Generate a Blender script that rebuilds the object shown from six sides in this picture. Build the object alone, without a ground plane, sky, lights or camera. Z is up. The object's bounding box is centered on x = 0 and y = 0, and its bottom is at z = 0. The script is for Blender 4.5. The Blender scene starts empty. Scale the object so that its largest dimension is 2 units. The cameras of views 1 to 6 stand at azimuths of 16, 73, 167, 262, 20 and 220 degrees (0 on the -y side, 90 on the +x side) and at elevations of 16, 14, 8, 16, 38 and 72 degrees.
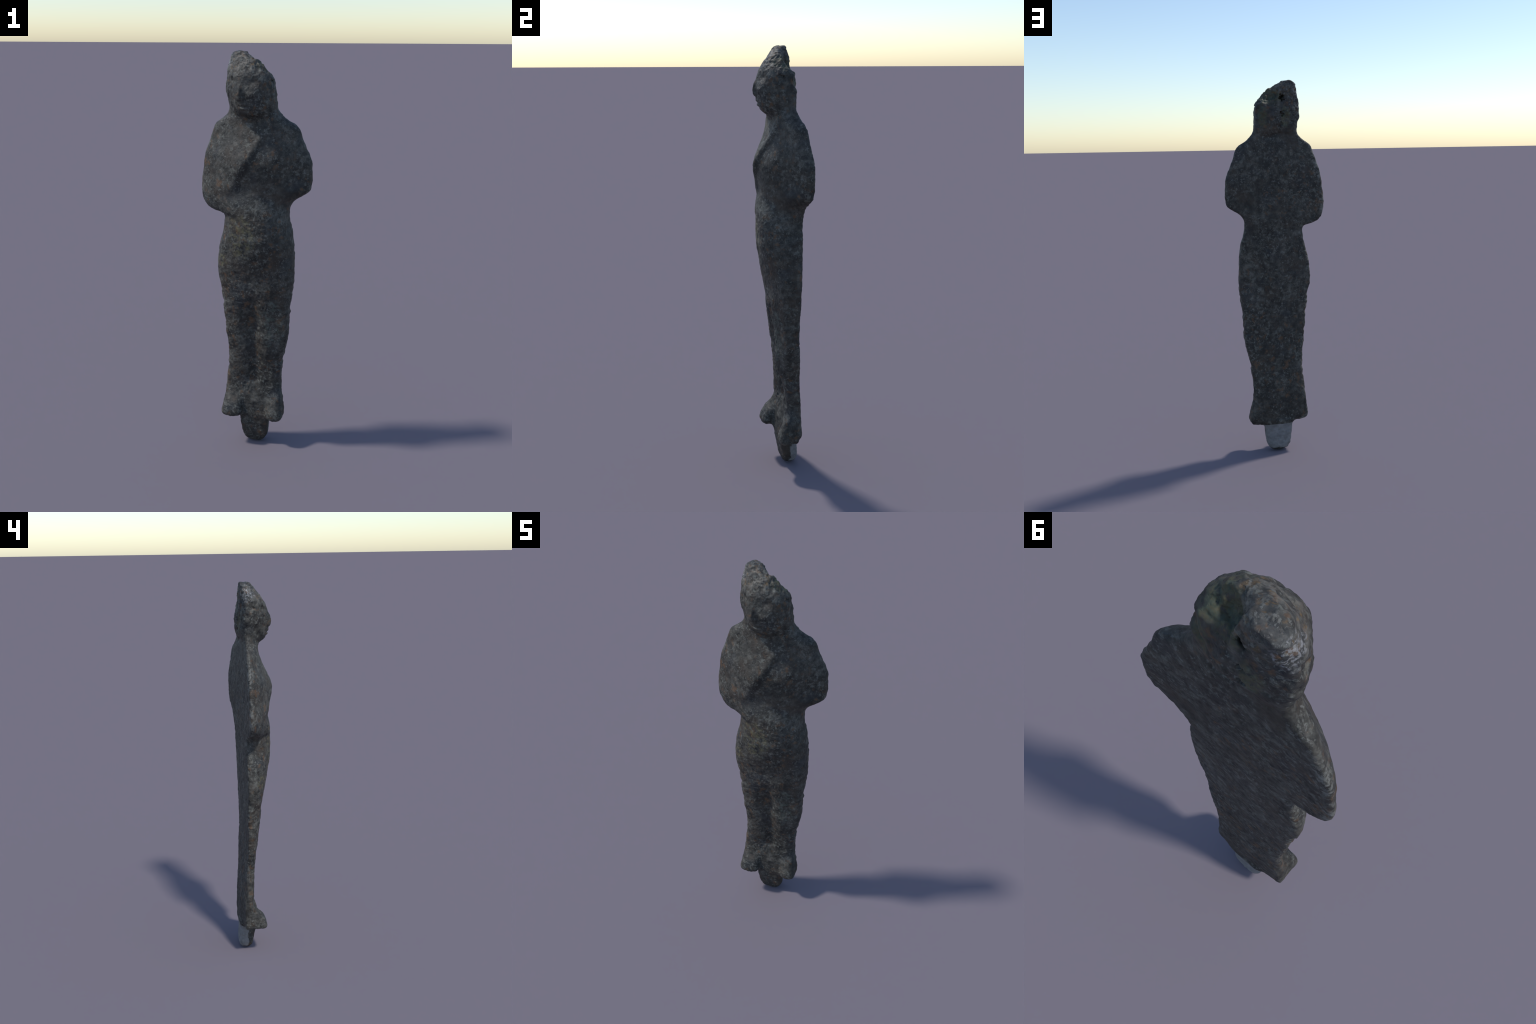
"""Small cast-bronze votive figure, flat at the back, on a mounting tang.

The body is described by profiles (outline, back plane, front crest) that are
blended into one implicit solid; feet, tang, folds, face and damage are added
as blobs, ridges and cuts.  The solid is skinned once and then split by region.
"""
import numpy as np

# ------------------------------------------------------------------ helpers
def curve(points, z, blur=0.0):
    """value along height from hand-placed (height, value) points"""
    p = np.array(sorted(points), dtype=float)
    zz = np.linspace(-0.2, 2.2, 2401)
    v = np.interp(zz, p[:, 0], p[:, 1])
    if blur > 0:
        n = int(blur / 0.001 * 3)
        k = np.exp(-0.5 * (np.arange(-n, n + 1) * 0.001 / blur) ** 2)
        v = np.convolve(np.pad(v, n, mode='edge'), k / k.sum(), 'valid')
    return np.interp(z, zz, v)

def sstep(a, b, x):
    t = np.clip((x - a) / (b - a), 0.0, 1.0)
    return t * t * (3 - 2 * t)

def smax(a, b, k):
    h = np.clip(k - np.abs(a - b), 0, None) / k
    return np.maximum(a, b) + h * h * k * 0.25

def smin(a, b, k):
    return -smax(-a, -b, k)

def hash01(i, j, k, seed):
    h = (i * 374761393 + j * 668265263 + k * 2147483647 + seed * 974634777) & 0xFFFFFFFF
    h = ((h ^ (h >> 13)) * 1274126177) & 0xFFFFFFFF
    h = ((h ^ (h >> 16)) * 2246822519) & 0xFFFFFFFF
    return ((h ^ (h >> 15)) & 0xFFFFFF) / float(0xFFFFFF)

def noise(p, size, seed=0):
    """smooth value noise in -1..1, lattice cell = size (scalar or xyz)"""
    q = p / np.asarray(size)
    b = np.floor(q).astype(np.int64)
    f = q - b
    f = f * f * f * (f * (f * 6 - 15) + 10)
    out = np.zeros(len(p))
    for dx in (0, 1):
        for dy in (0, 1):
            for dz in (0, 1):
                w = (np.where(dx, f[:, 0], 1 - f[:, 0]) * np.where(dy, f[:, 1], 1 - f[:, 1])
                     * np.where(dz, f[:, 2], 1 - f[:, 2]))
                out += w * hash01(b[:, 0] + dx, b[:, 1] + dy, b[:, 2] + dz, seed)
    return out * 2 - 1

def fbm(p, size, seed=0, octaves=3, gain=0.5):
    o = np.zeros(len(p)); a = 1.0; s = np.asarray(size, dtype=float)
    for i in range(octaves):
        o += a * noise(p + 7.3 * i, s, seed + i); a *= gain; s = s * 0.5
    return o

# ---------------------------------------------------------------- profiles
# outline seen from the front: (height, x) of the two sides
LEFT = [(2.02, -0.085), (2.00, -0.090), (1.988, -0.118), (1.925, -0.133), (1.86, -0.142), (1.81, -0.146),
        (1.775, -0.134), (1.735, -0.130), (1.712, -0.138), (1.69, -0.168), (1.66, -0.203), (1.62, -0.218),
        (1.57, -0.236), (1.525, -0.254), (1.44, -0.267), (1.37, -0.274), (1.33, -0.273), (1.30, -0.266),
        (1.27, -0.252), (1.250, -0.225), (1.241, -0.200), (1.234, -0.164), (1.215, -0.151), (1.16, -0.159),
        (1.12, -0.168), (1.06, -0.183), (0.985, -0.193), (0.92, -0.192), (0.87, -0.178), (0.80, -0.168),
        (0.70, -0.167), (0.65, -0.156), (0.56, -0.146), (0.49, -0.141), (0.42, -0.145), (0.35, -0.150),
        (0.29, -0.152), (0.23, -0.157), (0.195, -0.160), (0.17, -0.155), (0.155, -0.12), (0.13, -0.08), (0.0, -0.07)]
RIGHT = [(2.02, -0.07), (2.00, -0.055), (1.99, -0.040), (1.977, -0.022), (1.957, 0.014), (1.942, 0.040), (1.915, 0.064),
         (1.885, 0.087), (1.855, 0.094), (1.80, 0.099), (1.76, 0.105), (1.73, 0.109), (1.70, 0.135),
         (1.68, 0.162), (1.665, 0.188), (1.645, 0.212), (1.61, 0.222), (1.56, 0.241), (1.52, 0.259),
         (1.48, 0.269), (1.43, 0.274), (1.39, 0.273), (1.35, 0.264), (1.33, 0.240), (1.31, 0.202),
         (1.295, 0.184), (1.27, 0.168), (1.23, 0.166), (1.18, 0.177), (1.14, 0.188), (1.08, 0.196),
         (1.02, 0.198), (0.95, 0.203), (0.89, 0.199), (0.855, 0.192), (0.80, 0.187), (0.74, 0.181), (0.68, 0.176),
         (0.63, 0.175), (0.57, 0.166), (0.50, 0.157), (0.43, 0.144), (0.35, 0.135), (0.30, 0.131),
         (0.25, 0.138), (0.20, 0.145), (0.175, 0.142), (0.155, 0.11), (0.13, 0.085), (0.0, 0.08)]
# depth of the flat back along both side edges (the back is turned a little)
BACK_L = [(0.0, 0.075), (0.15, 0.068), (0.30, 0.064), (0.45, 0.062), (0.55, 0.056), (0.70, 0.052), (1.0, 0.052), (1.2, 0.050),
          (1.30, 0.046), (1.36, 0.049), (1.50, 0.050), (1.65, 0.052), (1.70, 0.051), (1.75, 0.044), (1.83, 0.042), (1.9, 0.046), (1.96, 0.054), (2.0, 0.060)]
BACK_R = [(0.0, 0.095), (0.15, 0.088), (0.30, 0.087), (0.40, 0.078), (0.55, 0.070), (0.70, 0.060), (0.95, 0.064),
          (1.10, 0.068), (1.20, 0.075), (1.30, 0.084), (1.38, 0.094), (1.47, 0.096), (1.55, 0.091),
          (1.65, 0.080), (1.70, 0.064), (1.75, 0.060), (1.82, 0.058), (1.88, 0.048), (1.95, 0.046), (2.0, 0.060)]
BACK_BULGE = [(0.0, 0.004), (0.15, 0.012), (0.3, 0.010), (0.45, 0.008), (0.6, 0.005), (1.1, 0.006), (1.25, 0.002), (1.4, -0.005), (1.6, 0.0), (1.69, 0.004), (1.72, 0.008), (1.76, 0.032), (1.79, 0.026), (1.82, 0.034),
              (1.88, 0.028), (1.95, 0.024), (2.0, 0.008)]
# front crest: depth and sideways position
FRONT = [(0.0, 0.02), (0.15, 0.004), (0.20, 0.006), (0.25, 0.010), (0.30, 0.015), (0.35, 0.018), (0.45, 0.017), (0.52, 0.011), (0.60, 0.002), (0.70, -0.010),
         (0.80, -0.029), (0.90, -0.044), (1.0, -0.063), (1.10, -0.082), (1.18, -0.089), (1.26, -0.087),
         (1.33, -0.078), (1.40, -0.086), (1.47, -0.095), (1.515, -0.086), (1.56, -0.066), (1.60, -0.048),
         (1.64, -0.036), (1.675, -0.030), (1.694, -0.036), (1.707, -0.056), (1.725, -0.072), (1.75, -0.080),
         (1.80, -0.088), (1.83, -0.085), (1.87, -0.071), (1.91, -0.050), (1.95, -0.020), (1.98, 0.004), (2.0, 0.024), (2.02, 0.04)]
CREST = [(0.0, 0.0), (0.8, 0.0), (1.1, -0.01), (1.3, -0.02), (1.5, -0.03), (1.6, -0.02), (1.68, -0.01), (1.74, -0.025), (1.85, -0.035), (1.95, -0.06), (2.0, -0.075)]
SIDE_L = [(0.0, 0.05), (0.3, 0.032), (0.6, 0.036), (0.9, 0.046), (1.1, 0.052), (1.2, 0.050), (1.26, 0.032), (1.4, 0.022), (1.6, 0.022), (1.68, 0.026), (1.75, 0.036), (1.9, 0.040), (2.0, 0.03)]
SIDE_R = [(0.0, 0.05), (0.25, 0.050), (0.40, 0.062), (0.6, 0.072), (0.8, 0.078), (0.95, 0.080), (1.1, 0.078), (1.2, 0.072), (1.28, 0.050), (1.36, 0.034), (1.5, 0.030), (1.6, 0.030), (1.68, 0.040), (1.75, 0.070), (1.85, 0.080), (1.93, 0.066), (2.0, 0.04)]
POWER_L = [(0.0, 2.6), (0.5, 2.8), (0.8, 2.6), (1.1, 2.5), (1.22, 2.3), (1.32, 1.75), (1.45, 1.5), (1.6, 1.8), (1.68, 2.0), (1.74, 1.8), (1.9, 1.8), (2.0, 2.0)]
POWER_R = [(0.0, 2.6), (0.5, 2.8), (0.8, 2.8), (1.1, 2.8), (1.22, 2.4), (1.32, 1.7), (1.45, 1.5), (1.6, 1.7), (1.68, 2.0), (1.74, 2.4), (1.9, 2.6), (2.0, 2.4)]

# height of the broken rim of the hood across the head
RIM_X = [-.08, -.04, .02, .05, .09, .12]
RIM_Z = [1.999, 1.994, 1.962, 1.939, 1.890, 1.87]

def bump(x, z, cx, cz, rx, rz):
    return np.exp(-((x - cx) / rx) ** 2 - ((z - cz) / rz) ** 2)

def surfaces(X, Z):
    """front and back depth over the front plane"""
    L, R = curve(LEFT, Z, .006), curve(RIGHT, Z, .006)
    bl, br = curve(BACK_L, Z, .015), curve(BACK_R, Z, .015)
    t = np.clip((X - L) / (R - L), -0.3, 1.3)
    s0 = np.clip(np.abs(2 * t - 1), 0, 1)
    back = bl + (br - bl) * t + curve(BACK_BULGE, Z, .015) * (1 - s0 ** 2.5)
    lean = sstep(.25, .75, t)
    edge = back - curve(SIDE_L, Z, .016) * (1 - lean) - curve(SIDE_R, Z, .02) * lean
    jaw = 0.030 * ((X + .005) / .10) ** 2 * sstep(1.66, 1.70, Z) * (1 - sstep(1.76, 1.84, Z))
    rim = np.interp(X, RIM_X, RIM_Z)
    lift = (2.0 - rim) * np.clip((Z - 1.80) / (rim - 1.80), 0, 1) ** 2.4 * sstep(-.06, .02, X)
    A, c = curve(FRONT, np.minimum(Z - jaw + lift, 2.02), .004), curve(CREST, Z, .02)
    RS = np.where(Z > 1.85, 0.097, R)                      # the broken slope cuts the hood, it does not taper it
    s = np.where(X > c, (X - c) / (RS - c), (X - c) / (L - c))
    s = np.clip(s, 0, 1.15)
    front = edge + (A - edge) * (1 - s ** np.where(X > c, curve(POWER_R, Z, .02), curve(POWER_L, Z, .02)))
    # --- forearm and mantle edge crossing the chest
    d = ((X + 0.035) * 1.72 - (Z - 1.45)) / 1.99           # >0 below / right of the edge
    d = d + .004 * np.sin(Z * 23) - .006
    along = ((X + 0.035) + (Z - 1.45) * 1.72) / 1.99
    reach = sstep(-.16, -.07, along) * (1 - sstep(.20, .30, along))
    low = 1 - sstep(-.02, .10, along)
    front += (0.004 + 0.008 * low) * reach * sstep(-.020, .034, d) * (1 - sstep(.02, .10, d))
    front -= 0.008 * reach * (1 - .5 * low) * np.exp(-((d + .016) / .020) ** 2)
    front += 0.004 * bump(X, Z, -.010, 1.532, .007, .016)
    front += 0.003 * bump(X, Z, .16, 1.62, .012, .05)
    # breast of the mantle on the left arm, hollow of the armpit
    front += 0.014 * bump(X, Z, -.150, 1.255, .035, .04)
    front += 0.006 * bump(X, Z, .16, 1.30, .03, .05)
    front += 0.005 * bump(X, Z, .00, 1.65, .05, .03)        # throat
    # --- thighs and shins with the groove between them
    legs = sstep(.24, .36, Z) * (1 - sstep(.72, .90, Z))
    front += legs * 0.013 * np.exp(-((X - .010) / .026) ** 2)
    front += legs * 0.012 * np.exp(-((X + .016) / .042) ** 2)
    upper = sstep(.40, .55, Z) * (1 - sstep(.75, .92, Z))
    front -= upper * 0.016 * np.exp(-((X - .065) / .045) ** 2)
    front -= legs * 0.006 * np.exp(-((X + .085) / .04) ** 2)
    front -= 0.013 * bump(X, Z, .095, 1.14, .07, .10)       # hip
    front -= 0.017 * bump(X, Z, .090, 1.245, .07, .05)       # waist under the elbow
    front -= 0.018 * bump(X, Z, .095, .55, .045, .13)
    front += 0.006 * bump(X, Z, .05, .39, .03, .05)
    front += 0.018 * bump(X, Z, .180, 1.42, .06, .09)       # flat upper arm
    # --- face
    dx = X + .046
    ridge = np.where(dx < 0, np.exp(-(dx / .020) ** 2), np.exp(-(dx / .010) ** 2))
    front -= ridge * sstep(1.772, 1.782, Z) * (1 - sstep(1.80, 1.885, Z)) * 0.010   # nose
    front += 0.009 * bump(X, Z, .010, 1.858, .030, .016)    # eye hollows
    front += 0.005 * bump(X, Z, -.090, 1.860, .022, .016)
    front += 0.006 * bump(X, Z, -.016, 1.80, .014, .035)    # fold beside the nose
    front -= 0.007 * bump(X, Z, .020, 1.806, .022, .016)    # cheek
    front -= 0.005 * bump(X, Z, .055, 1.79, .03, .04)
    front += 0.005 * bump(X, Z, -.028, 1.749, .024, .0045)  # mouth
    front -= 0.003 * bump(X, Z, -.030, 1.759, .022, .005)
    front -= 0.003 * bump(X, Z, -.026, 1.740, .020, .005)
    front += 0.004 * bump(X, Z, -.02, 1.729, .03, .005)
    front -= 0.003 * bump(X, Z, -.03, 1.886, .05, .014)     # brow
    front -= 0.013 * bump(X, Z, .005, 1.955, .045, .032)
    front += 0.006 * bump(X, Z, .022, 1.921, .012, .007)
    front -= 0.010 * bump(X, Z, .03, 1.905, .05, .035)      # swelling of the hood above the brow
    # --- back of the head: ledge below the broken cap, neck crease
    back -= 0.005 * bump(X, Z + .01 * np.sin(X * 40), 0.0, 1.712, .10, .012)
    back -= 0.005 * bump(X - .5 * (Z - 1.8), Z, -.055, 1.80, .018, .06)   # corroded seam
    back -= 0.004 * bump(X, Z, .06, 1.80, .03, .05)
    return L, R, front, back

def ell(X, Y, Z, c, r):
    q = np.sqrt(((X - c[0]) / r[0]) ** 2 + ((Y - c[1]) / r[1]) ** 2 + ((Z - c[2]) / r[2]) ** 2)
    return (q - 1) * min(r)

def solid(h):
    xs = np.arange(-0.30, 0.30, h, dtype=np.float32)
    ys = np.arange(-0.13, 0.135, h, dtype=np.float32)
    zs = np.arange(-0.012, 2.022, h, dtype=np.float32)
    X2, Z2 = np.meshgrid(xs, zs, indexing='ij')
    L, R, F, B = surfaces(X2.astype(float), Z2.astype(float))
    def slope(a):
        gx, gz = np.gradient(a, h)
        return np.sqrt(1 + np.minimum(gx ** 2 + gz ** 2, 16))
    # uneven, nicked side edges of the legs
    p = np.stack([zs * 0, zs * 0, zs], 1).astype(float)
    leg = (1 - sstep(.80, 1.0, zs))[None, :]
    L = L + leg * (.0030 * fbm(p, .06, 71, 3) + .005 * sstep(.5, .9, noise(p, .035, 75)))[None, :]
    R = R + leg * (.0032 * fbm(p + 3, .06, 81, 3) - .005 * sstep(.5, .9, noise(p, .04, 85)))[None, :]
    side = np.maximum((L - X2) / slope(L), (X2 - R) / slope(R))
    fs, bs = slope(F), slope(B)
    e = lambda a: a.astype(np.float32)[:, None, :]
    X, Y, Z = e(X2), ys[None, :, None], e(Z2)
    kf = e(curve([(0, .03), (.9, .04), (1.18, .04), (1.24, .022), (1.6, .026), (1.75, .04), (2.0, .02)], Z2))
    f = smax(e(F) / e(fs) - Y / e(fs), e(side), kf)
    f = smax(f, (Y - e(B)) / e(bs), np.float32(0.016))
    f = smax(f, e(Z2 - 1.998), np.float32(.012))
    f = smax(f, e(0.146 + .016 * sstep(-.06, -.10, X2) * 1.0 - Z2), np.float32(.035))
    # feet
    def wedge(cx, half, top, tip, sole, k):
        """foot: box cut by the slope of the instep; top and tip are (depth, height)"""
        dy, dz = tip[0] - top[0], tip[1] - top[1]
        ln = np.hypot(dy, dz)
        slope_ = ((Y - top[0]) * dz - (Z - top[1]) * dy) / ln      # >0 above the instep
        w = np.abs(X - cx) - half - 0.12 * (top[1] - Z)
        g = smax(slope_, w, np.float32(k))
        g = smax(g, sole - Z + .12 * np.abs(X - cx), np.float32(k))
        g = smax(g, tip[0] - Y, np.float32(k))
        return smax(g, Y - .07, np.float32(.01))
    f = smin(f, wedge(-.106, .044, (.018, .280), (-.053, .200), .160, .032), np.float32(.020))
    f = smin(f, wedge(.112, .032, (.012, .262), (-.026, .194), .146, .032), np.float32(.020))
    # tang
    tx = np.abs(X - 0.002) - (0.076 - 0.10 * np.clip(0.13 - Z, 0, None))
    ty = np.abs(Y - (0.053 - 0.10 * np.clip(Z - .08, -.08, .04))) - (0.042 - 0.05 * np.clip(.12 - Z, 0, None))
    tang = smax(tx, ty, np.float32(.035))
    tang = smax(tang, ell(X, Y, Z, (.004, .054, .13), (.115, .105, .13)), np.float32(.02))
    tang = smax(tang, Z - 0.17, np.float32(.01))
    f = smin(f, tang, np.float32(.024))
    # broken, hollow cap: scoop open to the back and top, pits below it
    rimz = np.interp(X2[:, 0], RIM_X, RIM_Z).astype(np.float32)[:, None, None]
    column = sstep(-.045, -.005, X)                         # the left part of the hood still stands
    lip = 1.884 - .02 * sstep(.04, .10, X) + (1.999 - 1.884) * (1 - column)
    cut = (Z - (lip + np.clip(rimz - lip, 0, None) * np.clip((.062 - Y) / .050, -.3, 1))) / 1.3
    f = smax(f, cut, np.float32(.008))
    f = smax(f, -ell(X, Y, Z, (.022, .046, 1.930), (.050, .022, .040)), np.float32(.008))
    for c, r in (((-.041, .075, 1.905), (.015, .040, .018)), ((-.052, .085, 1.835), (.010, .016, .008)), ((-.037, .09, 1.829), (.007, .030, .011)), ((-.042, .09, 1.815), (.008, .030, .009)),
                 ((-.038, .09, 1.772), (.005, .022, .010)), ((-.033, .09, 1.756), (.004, .022, .012)), ((.096, -.005, 1.857), (.012, .02, .012))):
        f = smax(f, -ell(X + .004 * np.sin(Z * 260) + .003 * np.sin(Z * 590 + Y * 300), Y, Z + .004 * np.sin(X * 420), c, r), np.float32(.006))
    return f, xs, ys, zs

def surface_net(f, xs, ys, zs):
    """skin the zero level of a sampled solid with quads"""
    s = f < 0
    n0, n1, n2 = (d - 1 for d in f.shape)
    corners = [(i, j, k) for i in (0, 1) for j in (0, 1) for k in (0, 1)]
    cnt = np.zeros((n0, n1, n2), np.int8)
    for i, j, k in corners:
        cnt += s[i:i + n0, j:j + n1, k:k + n2]
    cell = np.argwhere((cnt > 0) & (cnt < 8))
    idx = np.full((n0, n1, n2), -1, np.int64)
    idx[cell[:, 0], cell[:, 1], cell[:, 2]] = np.arange(len(cell))
    val = {c: f[cell[:, 0] + c[0], cell[:, 1] + c[1], cell[:, 2] + c[2]].astype(float) for c in corners}
    acc = np.zeros((len(cell), 3)); num = np.zeros(len(cell))
    for a in corners:
        for ax in range(3):
            if a[ax] == 0:
                b = list(a); b[ax] = 1; b = tuple(b)
                va, vb = val[a], val[b]
                m = (va < 0) != (vb < 0)
                t = np.where(m, va / np.where(m, va - vb, 1), 0)
                for q in range(3):
                    acc[:, q] += np.where(m, a[q] + (t if q == ax else 0), 0)
                num += m
    h = xs[1] - xs[0]
    verts = np.array([xs[0], ys[0], zs[0]]) + (cell + acc / num[:, None]) * h
    quads = []
    for ax in range(3):
        sl = [slice(None)] * 3; sh = [slice(None)] * 3
        sl[ax] = slice(0, -1); sh[ax] = slice(1, None)
        a, b = s[tuple(sl)], s[tuple(sh)]
        e = np.argwhere(a != b)
        inside = a[e[:, 0], e[:, 1], e[:, 2]]
        u, v = (ax + 1) % 3, (ax + 2) % 3
        def at(du, dv):
            q = e.copy(); q[:, u] += du; q[:, v] += dv
            return idx[q[:, 0], q[:, 1], q[:, 2]]
        q = np.stack([at(-1, -1), at(0, -1), at(0, 0), at(-1, 0)], 1)
        q[~inside] = q[~inside][:, ::-1]
        quads.append(q)
    return verts, np.concatenate(quads)

def vertex_normals(v, q):
    n = np.cross(v[q[:, 2]] - v[q[:, 0]], v[q[:, 3]] - v[q[:, 1]])
    o = np.zeros_like(v)
    for i in range(4):
        for a in range(3):
            o[:, a] += np.bincount(q[:, i], n[:, a], len(v))
    return o / np.maximum(np.linalg.norm(o, axis=1, keepdims=True), 1e-12)

def relax(v, q, times, lam=0.5):
    e = np.concatenate([q[:, [0, 1]], q[:, [1, 2]], q[:, [2, 3]], q[:, [3, 0]]])
    e = np.concatenate([e, e[:, ::-1]])
    deg = np.bincount(e[:, 0], minlength=len(v))[:, None]
    for i in range(times):
        m = np.stack([np.bincount(e[:, 0], v[e[:, 1], a], len(v)) for a in range(3)], 1) / deg
        v = v + (lam if i % 2 == 0 else -lam * 1.03) * (m - v)
    return v

def relief(v, n):
    """corroded cast skin: soft lumps, pits, rough broken head"""
    x, y, z = v.T
    isback = sstep(.2, .8, n[:, 1])
    d = (0.0020 - .0008 * isback) * fbm(v, (.05, .05, .04), 3, 3)
    shins = (1 - isback) * (1 - sstep(.80, .95, z)) * sstep(.1, .3, z)
    d += shins * 0.0024 * fbm(v, (.040, .040, .040), 11, 3)
    head = sstep(1.72, 1.80, z)
    face = bump(x, z, -.02, 1.80, .09, .08) * (1 - sstep(-.05, .0, y))
    d += head * (1 - .55 * face) * 0.0018 * fbm(v, (.022, .022, .022), 17, 3)
    cap = sstep(1.86, 1.92, z)
    d += cap * (0.0016 + 0.0026 * sstep(-.02, .03, x)) * fbm(v, .016, 23, 2)
    rim = np.exp(-(n[:, 1] - .45) ** 2 / .08) * (np.abs(n[:, 0]) > .3)
    d += rim * 0.0024 * fbm(v, .02, 29, 2)
    worn = sstep(1.24, 1.30, z) * (1 - sstep(1.66, 1.72, z)) * (1 - isback)   # smooth chest and arms
    d += 0.0010 * (1 - .6 * worn) * fbm(v, .010, 31, 2)
    nick = noise(v, (.022, .022, .022), 51)
    d -= 0.0038 * sstep(.55, .85, nick) * (.25 + .75 * np.maximum(shins, head)) * (1 - .8 * worn) * (1 - .85 * face)
    hindhead = head * isback
    d += hindhead * 0.0042 * fbm(v, (.028, .028, .034), 61, 3)
    pit = noise(v, .009, 41)
    d -= 0.0016 * sstep(.45, .8, pit) * (.35 + .65 * head)
    return d

def build(h=0.0032):
    v, q = surface_net(*solid(h))
    v = relax(v, q, 6)
    n = vertex_normals(v, q)
    v = v + n * relief(v, n)[:, None]
    v[:, 2] -= v[:, 2].min()
    v[:, 2] *= 2.0 / v[:, 2].max()
    n = vertex_normals(v, q)
    return v, q, n

# ---- blender -------------------------------------------------------------
import bpy

class Nodes:
    """tiny helper to write shader graphs"""
    def __init__(self, name):
        self.mat = bpy.data.materials.new(name)
        self.mat.use_nodes = True
        self.t = self.mat.node_tree
        self.t.nodes.clear()
        self.co = self.new('ShaderNodeTexCoord').outputs['Object']
    def new(self, kind, **kw):
        n = self.t.nodes.new(kind)
        for k, v in kw.items():
            setattr(n, k, v)
        return n
    def put(self, sock, v):
        if isinstance(v, bpy.types.NodeSocket):
            self.t.links.new(v, sock)
        else:
            sock.default_value = v
    def math(self, op, a, b=0.0, clamp=False):
        n = self.new('ShaderNodeMath', operation=op, use_clamp=clamp)
        self.put(n.inputs[0], a); self.put(n.inputs[1], b)
        return n.outputs[0]
    def noise(self, scale, detail=4.0, rough=0.55, stretch=(1, 1, 1), shift=(0, 0, 0), distort=0.0):
        m = self.new('ShaderNodeMapping')
        m.inputs['Scale'].default_value = stretch
        m.inputs['Location'].default_value = shift
        self.put(m.inputs['Vector'], self.co)
        n = self.new('ShaderNodeTexNoise')
        self.put(n.inputs['Vector'], m.outputs[0])
        n.inputs['Scale'].default_value = scale
        n.inputs['Detail'].default_value = detail
        n.inputs['Roughness'].default_value = rough
        n.inputs['Distortion'].default_value = distort
        return n.outputs[0]
    def ramp(self, fac, stops):
        r = self.new('ShaderNodeValToRGB')
        el = r.color_ramp.elements
        while len(el) < len(stops):
            el.new(0.5)
        for e, (p, c) in zip(el, stops):
            e.position = p
            e.color = (*c, 1) if len(c) == 3 else c
        self.put(r.inputs[0], fac)
        return r.outputs[0]
    def band(self, fac, lo, hi):
        """0 below lo, 1 above hi"""
        n = self.new('ShaderNodeMapRange', interpolation_type='SMOOTHSTEP')
        self.put(n.inputs['Value'], fac)
        n.inputs['From Min'].default_value = lo
        n.inputs['From Max'].default_value = hi
        return n.outputs[0]
    def patch(self, centre, size, wobble=0.35, scale=25.0):
        """1 inside an ellipsoidal patch with a ragged rim, 0 outside"""
        m = self.new('ShaderNodeMapping', vector_type='TEXTURE')
        m.inputs['Location'].default_value = centre
        m.inputs['Scale'].default_value = size
        self.put(m.inputs['Vector'], self.co)
        l = self.new('ShaderNodeVectorMath', operation='LENGTH')
        self.put(l.inputs[0], m.outputs[0])
        n = self.noise(scale, 5, 0.6, shift=(centre[0] * 9, 0, centre[2] * 5))
        r = self.math('ADD', l.outputs['Value'], self.math('MULTIPLY', self.math('SUBTRACT', n, 0.5), wobble * 4))
        return self.math('SUBTRACT', 1.0, self.band(r, 0.55, 1.05))
    def mix(self, fac, a, b, kind='MIX'):
        n = self.new('ShaderNodeMix', data_type='RGBA', blend_type=kind)
        self.put(n.inputs[0], fac)
        for s, v in ((n.inputs[6], a), (n.inputs[7], b)):
            self.put(s, (*v, 1) if isinstance(v, tuple) and len(v) == 3 else v)
        return n.outputs[2]
    def finish(self, colour, rough, bump_height, strength=0.35, dist=0.004, metallic=0.0, spec=0.38):
        b = self.new('ShaderNodeBump')
        b.inputs['Strength'].default_value = strength
        b.inputs['Distance'].default_value = dist
        self.put(b.inputs['Height'], bump_height)
        p = self.new('ShaderNodeBsdfPrincipled')
        self.put(p.inputs['Base Color'], colour)
        self.put(p.inputs['Roughness'], rough)
        self.put(p.inputs['Metallic'], metallic)
        self.put(p.inputs['Specular IOR Level'], spec)
        self.put(p.inputs['Normal'], b.outputs[0])
        o = self.new('ShaderNodeOutputMaterial')
        self.put(o.inputs[0], p.outputs[0])
        return self.mat

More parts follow.
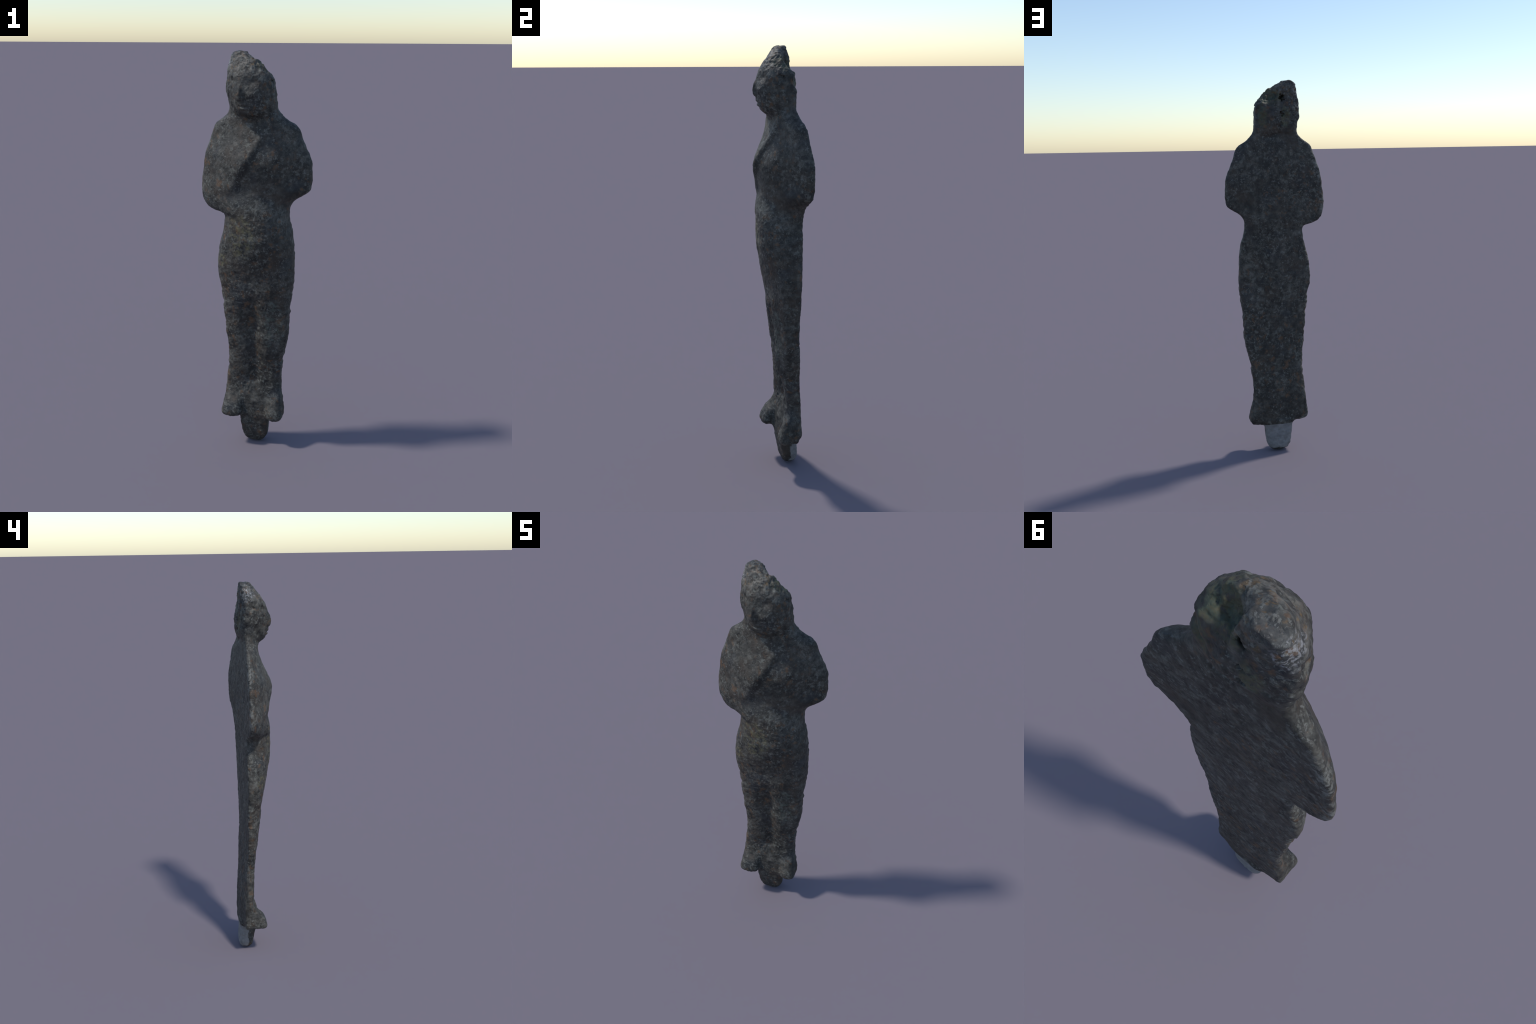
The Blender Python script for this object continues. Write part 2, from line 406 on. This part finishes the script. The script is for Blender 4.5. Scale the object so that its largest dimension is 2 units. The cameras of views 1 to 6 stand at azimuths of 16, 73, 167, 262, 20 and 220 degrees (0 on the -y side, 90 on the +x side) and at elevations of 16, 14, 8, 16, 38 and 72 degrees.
def bronze(name, tang=False):
    g = Nodes(name)
    mid = g.noise(34, 8, 0.66)
    fine = g.noise(150, 5, 0.65, shift=(2, 7, 1))
    cloud = g.noise(9, 3, 0.5, shift=(3, 1, 0))
    tone = g.math('ADD', mid, g.math('ADD', g.math('MULTIPLY', g.math('SUBTRACT', fine, .5), 0.30), g.math('MULTIPLY', g.math('SUBTRACT', cloud, .5), 0.5)))
    col = g.ramp(tone, [(0.36, (.0175, .0165, .0145)), (0.48, (.033, .0312, .0270)), (0.58, (.056, .0535, .0460)), (0.74, (.112, .107, .093))])  # base tinted warm to offset the blue skylight on shaded sides
    # bluish and brownish drifts of the patina
    col = g.mix(g.math('MULTIPLY', g.band(g.noise(9, 3, .5, shift=(0, 5, 2)), .52, .70), .5), col, (.024, .028, .033))
    col = g.mix(g.math('MULTIPLY', g.band(g.noise(11, 3, .5, shift=(8, 0, 4)), .50, .68), .5), col, (.055, .042, .031))
    # pale grey-green flecks
    fleck = g.math('MULTIPLY', g.band(g.noise(44, 7, .68, shift=(1, 2, 9)), .54, .62), g.band(g.noise(7, 2, .5, shift=(4, 4, 4)), .36, .58))
    col = g.mix(g.math('MULTIPLY', fleck, .62), col, (.128, .132, .115))
    speck = g.math('MULTIPLY', g.band(g.noise(85, 6, .7, shift=(9, 4, 2)), .555, .61), g.band(g.noise(10, 2, .5, shift=(6, 2, 8)), .38, .56))
    col = g.mix(g.math('MULTIPLY', speck, .6), col, (.150, .152, .138))
    # worn pale edge along the upper arm, greenish crust on one thigh
    edge = g.math('MAXIMUM', g.patch((-.232, .044, 1.56), (.030, .022, .12), .3, 40.0), g.patch((-.262, .044, 1.36), (.022, .020, .10), .3, 40.0))
    col = g.mix(g.math('MULTIPLY', g.math('MULTIPLY', edge, g.band(g.noise(55, 5, .65, shift=(3, 3, 7)), .46, .58)), .75), col, (.165, .165, .150))
    crust = g.math('MULTIPLY', g.patch((.10, -.02, .68), (.06, .07, .15), .3), g.band(g.noise(40, 6, .66, shift=(8, 1, 6)), .48, .60))
    col = g.mix(g.math('MULTIPLY', crust, .6), col, (.080, .100, .082))
    # rust spots
    rust = g.math('MULTIPLY', g.band(g.noise(34, 4, .55, shift=(7, 3, 1)), .55, .68), g.band(g.noise(6, 2, .5, shift=(2, 9, 5)), .42, .58))
    col = g.mix(g.math('MULTIPLY', rust, .65), col, (.115, .062, .030))
    # ochre bloom on the belly and thigh
    och = g.band(g.noise(52, 5, .65, shift=(5, 5, 5)), .44, .64)
    bloom = g.math('MAXIMUM', g.patch((-.045, -.09, 1.13), (.085, .08, .12)), g.patch((-.15, -.03, 1.0), (.035, .08, .04)))
    col = g.mix(g.math('MULTIPLY', g.math('MULTIPLY', bloom, och), .6), col, (.150, .136, .070))
    # broken cap: green and ochre corrosion in the hollow, paler, smoother patches on the rim
    hollow = g.patch((.025, .045, 1.92), (.09, .075, .055), .25)
    tint = g.ramp(g.noise(34, 5, .62, shift=(2, 2, 2)), [(.36, (.026, .026, .024)), (.46, (.058, .072, .048)), (.55, (.082, .074, .038)), (.62, (.050, .046, .040)), (.70, (.105, .064, .030))])
    col = g.mix(g.math('MULTIPLY', hollow, .85), col, tint)
    seam = g.math('MAXIMUM', g.patch((-.06, .085, 1.81), (.032, .05, .075), .3), g.patch((.065, .075, 1.82), (.032, .05, .07), .3))
    col = g.mix(g.math('MULTIPLY', seam, .75), col, tint)
    head = g.patch((-.06, .0, 1.955), (.10, .11, .065), .2)
    worn = g.math('MULTIPLY', head, g.band(g.noise(40, 6, .68, shift=(6, 1, 3)), .44, .64))
    col = g.mix(g.math('MULTIPLY', worn, .6), col, (.165, .152, .128))
    spot = g.math('MULTIPLY', head, g.band(g.noise(44, 4, .6, shift=(3, 8, 3)), .56, .66))
    col = g.mix(g.math('MULTIPLY', spot, .7), col, (.130, .080, .034))
    pale_rim = g.math('MULTIPLY', g.patch((-.125, .04, 1.95), (.03, .06, .05), .4, 50.0), g.band(g.noise(110, 4, .65), .47, .60))
    col = g.mix(g.math('MULTIPLY', pale_rim, .8), col, (.24, .24, .245))
    rough = g.math('SUBTRACT', 0.64, g.math('MULTIPLY', g.math('MAXIMUM', pale_rim, g.math('MULTIPLY', worn, .4)), .26))
    if tang:
        # bare grey filler over the rear half of the tang
        sep = g.new('ShaderNodeSeparateXYZ'); g.put(sep.inputs[0], g.co)
        wob = g.math('MULTIPLY', g.math('SUBTRACT', g.noise(22, 4, .55), .5), .05)
        depth = g.math('ADD', sep.outputs['Y'], wob)
        rear = g.math('MULTIPLY', g.band(depth, .046, .052), g.band(g.math('ADD', sep.outputs['Z'], g.math('MULTIPLY', wob, .6)), .014, .020))
        grey = g.ramp(g.noise(40, 5, .6), [(.35, (.140, .141, .142)), (.65, (.215, .216, .217))])
        col = g.mix(rear, col, grey)
        rough = g.math('ADD', rough, g.math('MULTIPLY', rear, .08))
    pits = g.band(g.noise(95, 3, .5, shift=(4, 6, 2)), .60, .72)
    height = g.math('ADD', g.math('MULTIPLY', g.noise(130, 5, .6), .55), g.math('SUBTRACT', g.math('MULTIPLY', g.noise(40, 4, .6, shift=(1, 1, 1)), .9), g.math('MULTIPLY', pits, .7)))
    return g.finish(col, rough, height, .45, .004)

def regions(c):
    """part name per face from the face centre"""
    x, y, z = c.T
    d = ((x + 0.035) * 1.72 - (z - 1.45)) / 1.99
    reg = np.full(len(c), 'torso', dtype=object)
    reg[z < 1.235] = 'abdomen'
    reg[(z < .86)] = 'leg.001'
    reg[(z < .86) & (x < .012)] = 'leg'
    reg[(z < .27) & (x < -.055)] = 'foot'
    reg[(z < .27) & (x > .075)] = 'foot.001'
    reg[(z < .152) & (np.abs(x - .006) < .084)] = 'tang'
    reg[(z < .10)] = 'tang'
    up = (z >= 1.225) & (z < 1.62)
    reg[up & (x < -.15)] = 'arm'
    reg[up & (y < .02) & (x < -.0) & (d > -.075) & (d < .012) & (z > 1.25) & (z < 1.53)] = 'arm'
    reg[up & (x > .165) & (z > 1.24)] = 'arm.001'
    reg[z > 1.665] = 'neck'
    reg[z > 1.712 + np.where(y > .02, 0, -.008)] = 'head'
    reg[z > 1.905] = 'headdress'
    return reg

def main():
    v, q, n = build()
    reg = regions(v[q].mean(1))
    skin, tangmat = bronze('patinated_bronze'), bronze('tang_bronze', True)
    root = bpy.data.objects.new('bronze_figurine', None)
    bpy.context.scene.collection.objects.link(root)
    root['label'] = 'dark corroded bronze votive figure with flat back on a tang'
    root['category'] = 'statuette'
    for name in ('headdress', 'head', 'neck', 'torso', 'arm', 'arm.001', 'abdomen', 'leg', 'leg.001', 'foot', 'foot.001', 'tang'):
        f = q[reg == name]
        used, inv = np.unique(f, return_inverse=True)
        m = bpy.data.meshes.new(name)
        m.from_pydata(v[used], [], inv.reshape(-1, 4))
        m.polygons.foreach_set('use_smooth', np.ones(len(f), bool))
        m.update()
        m.normals_split_custom_set_from_vertices(n[used].tolist())
        m.materials.append(tangmat if name == 'tang' else skin)
        o = bpy.data.objects.new(name, m)
        bpy.context.scene.collection.objects.link(o)
        o.parent = root

main()
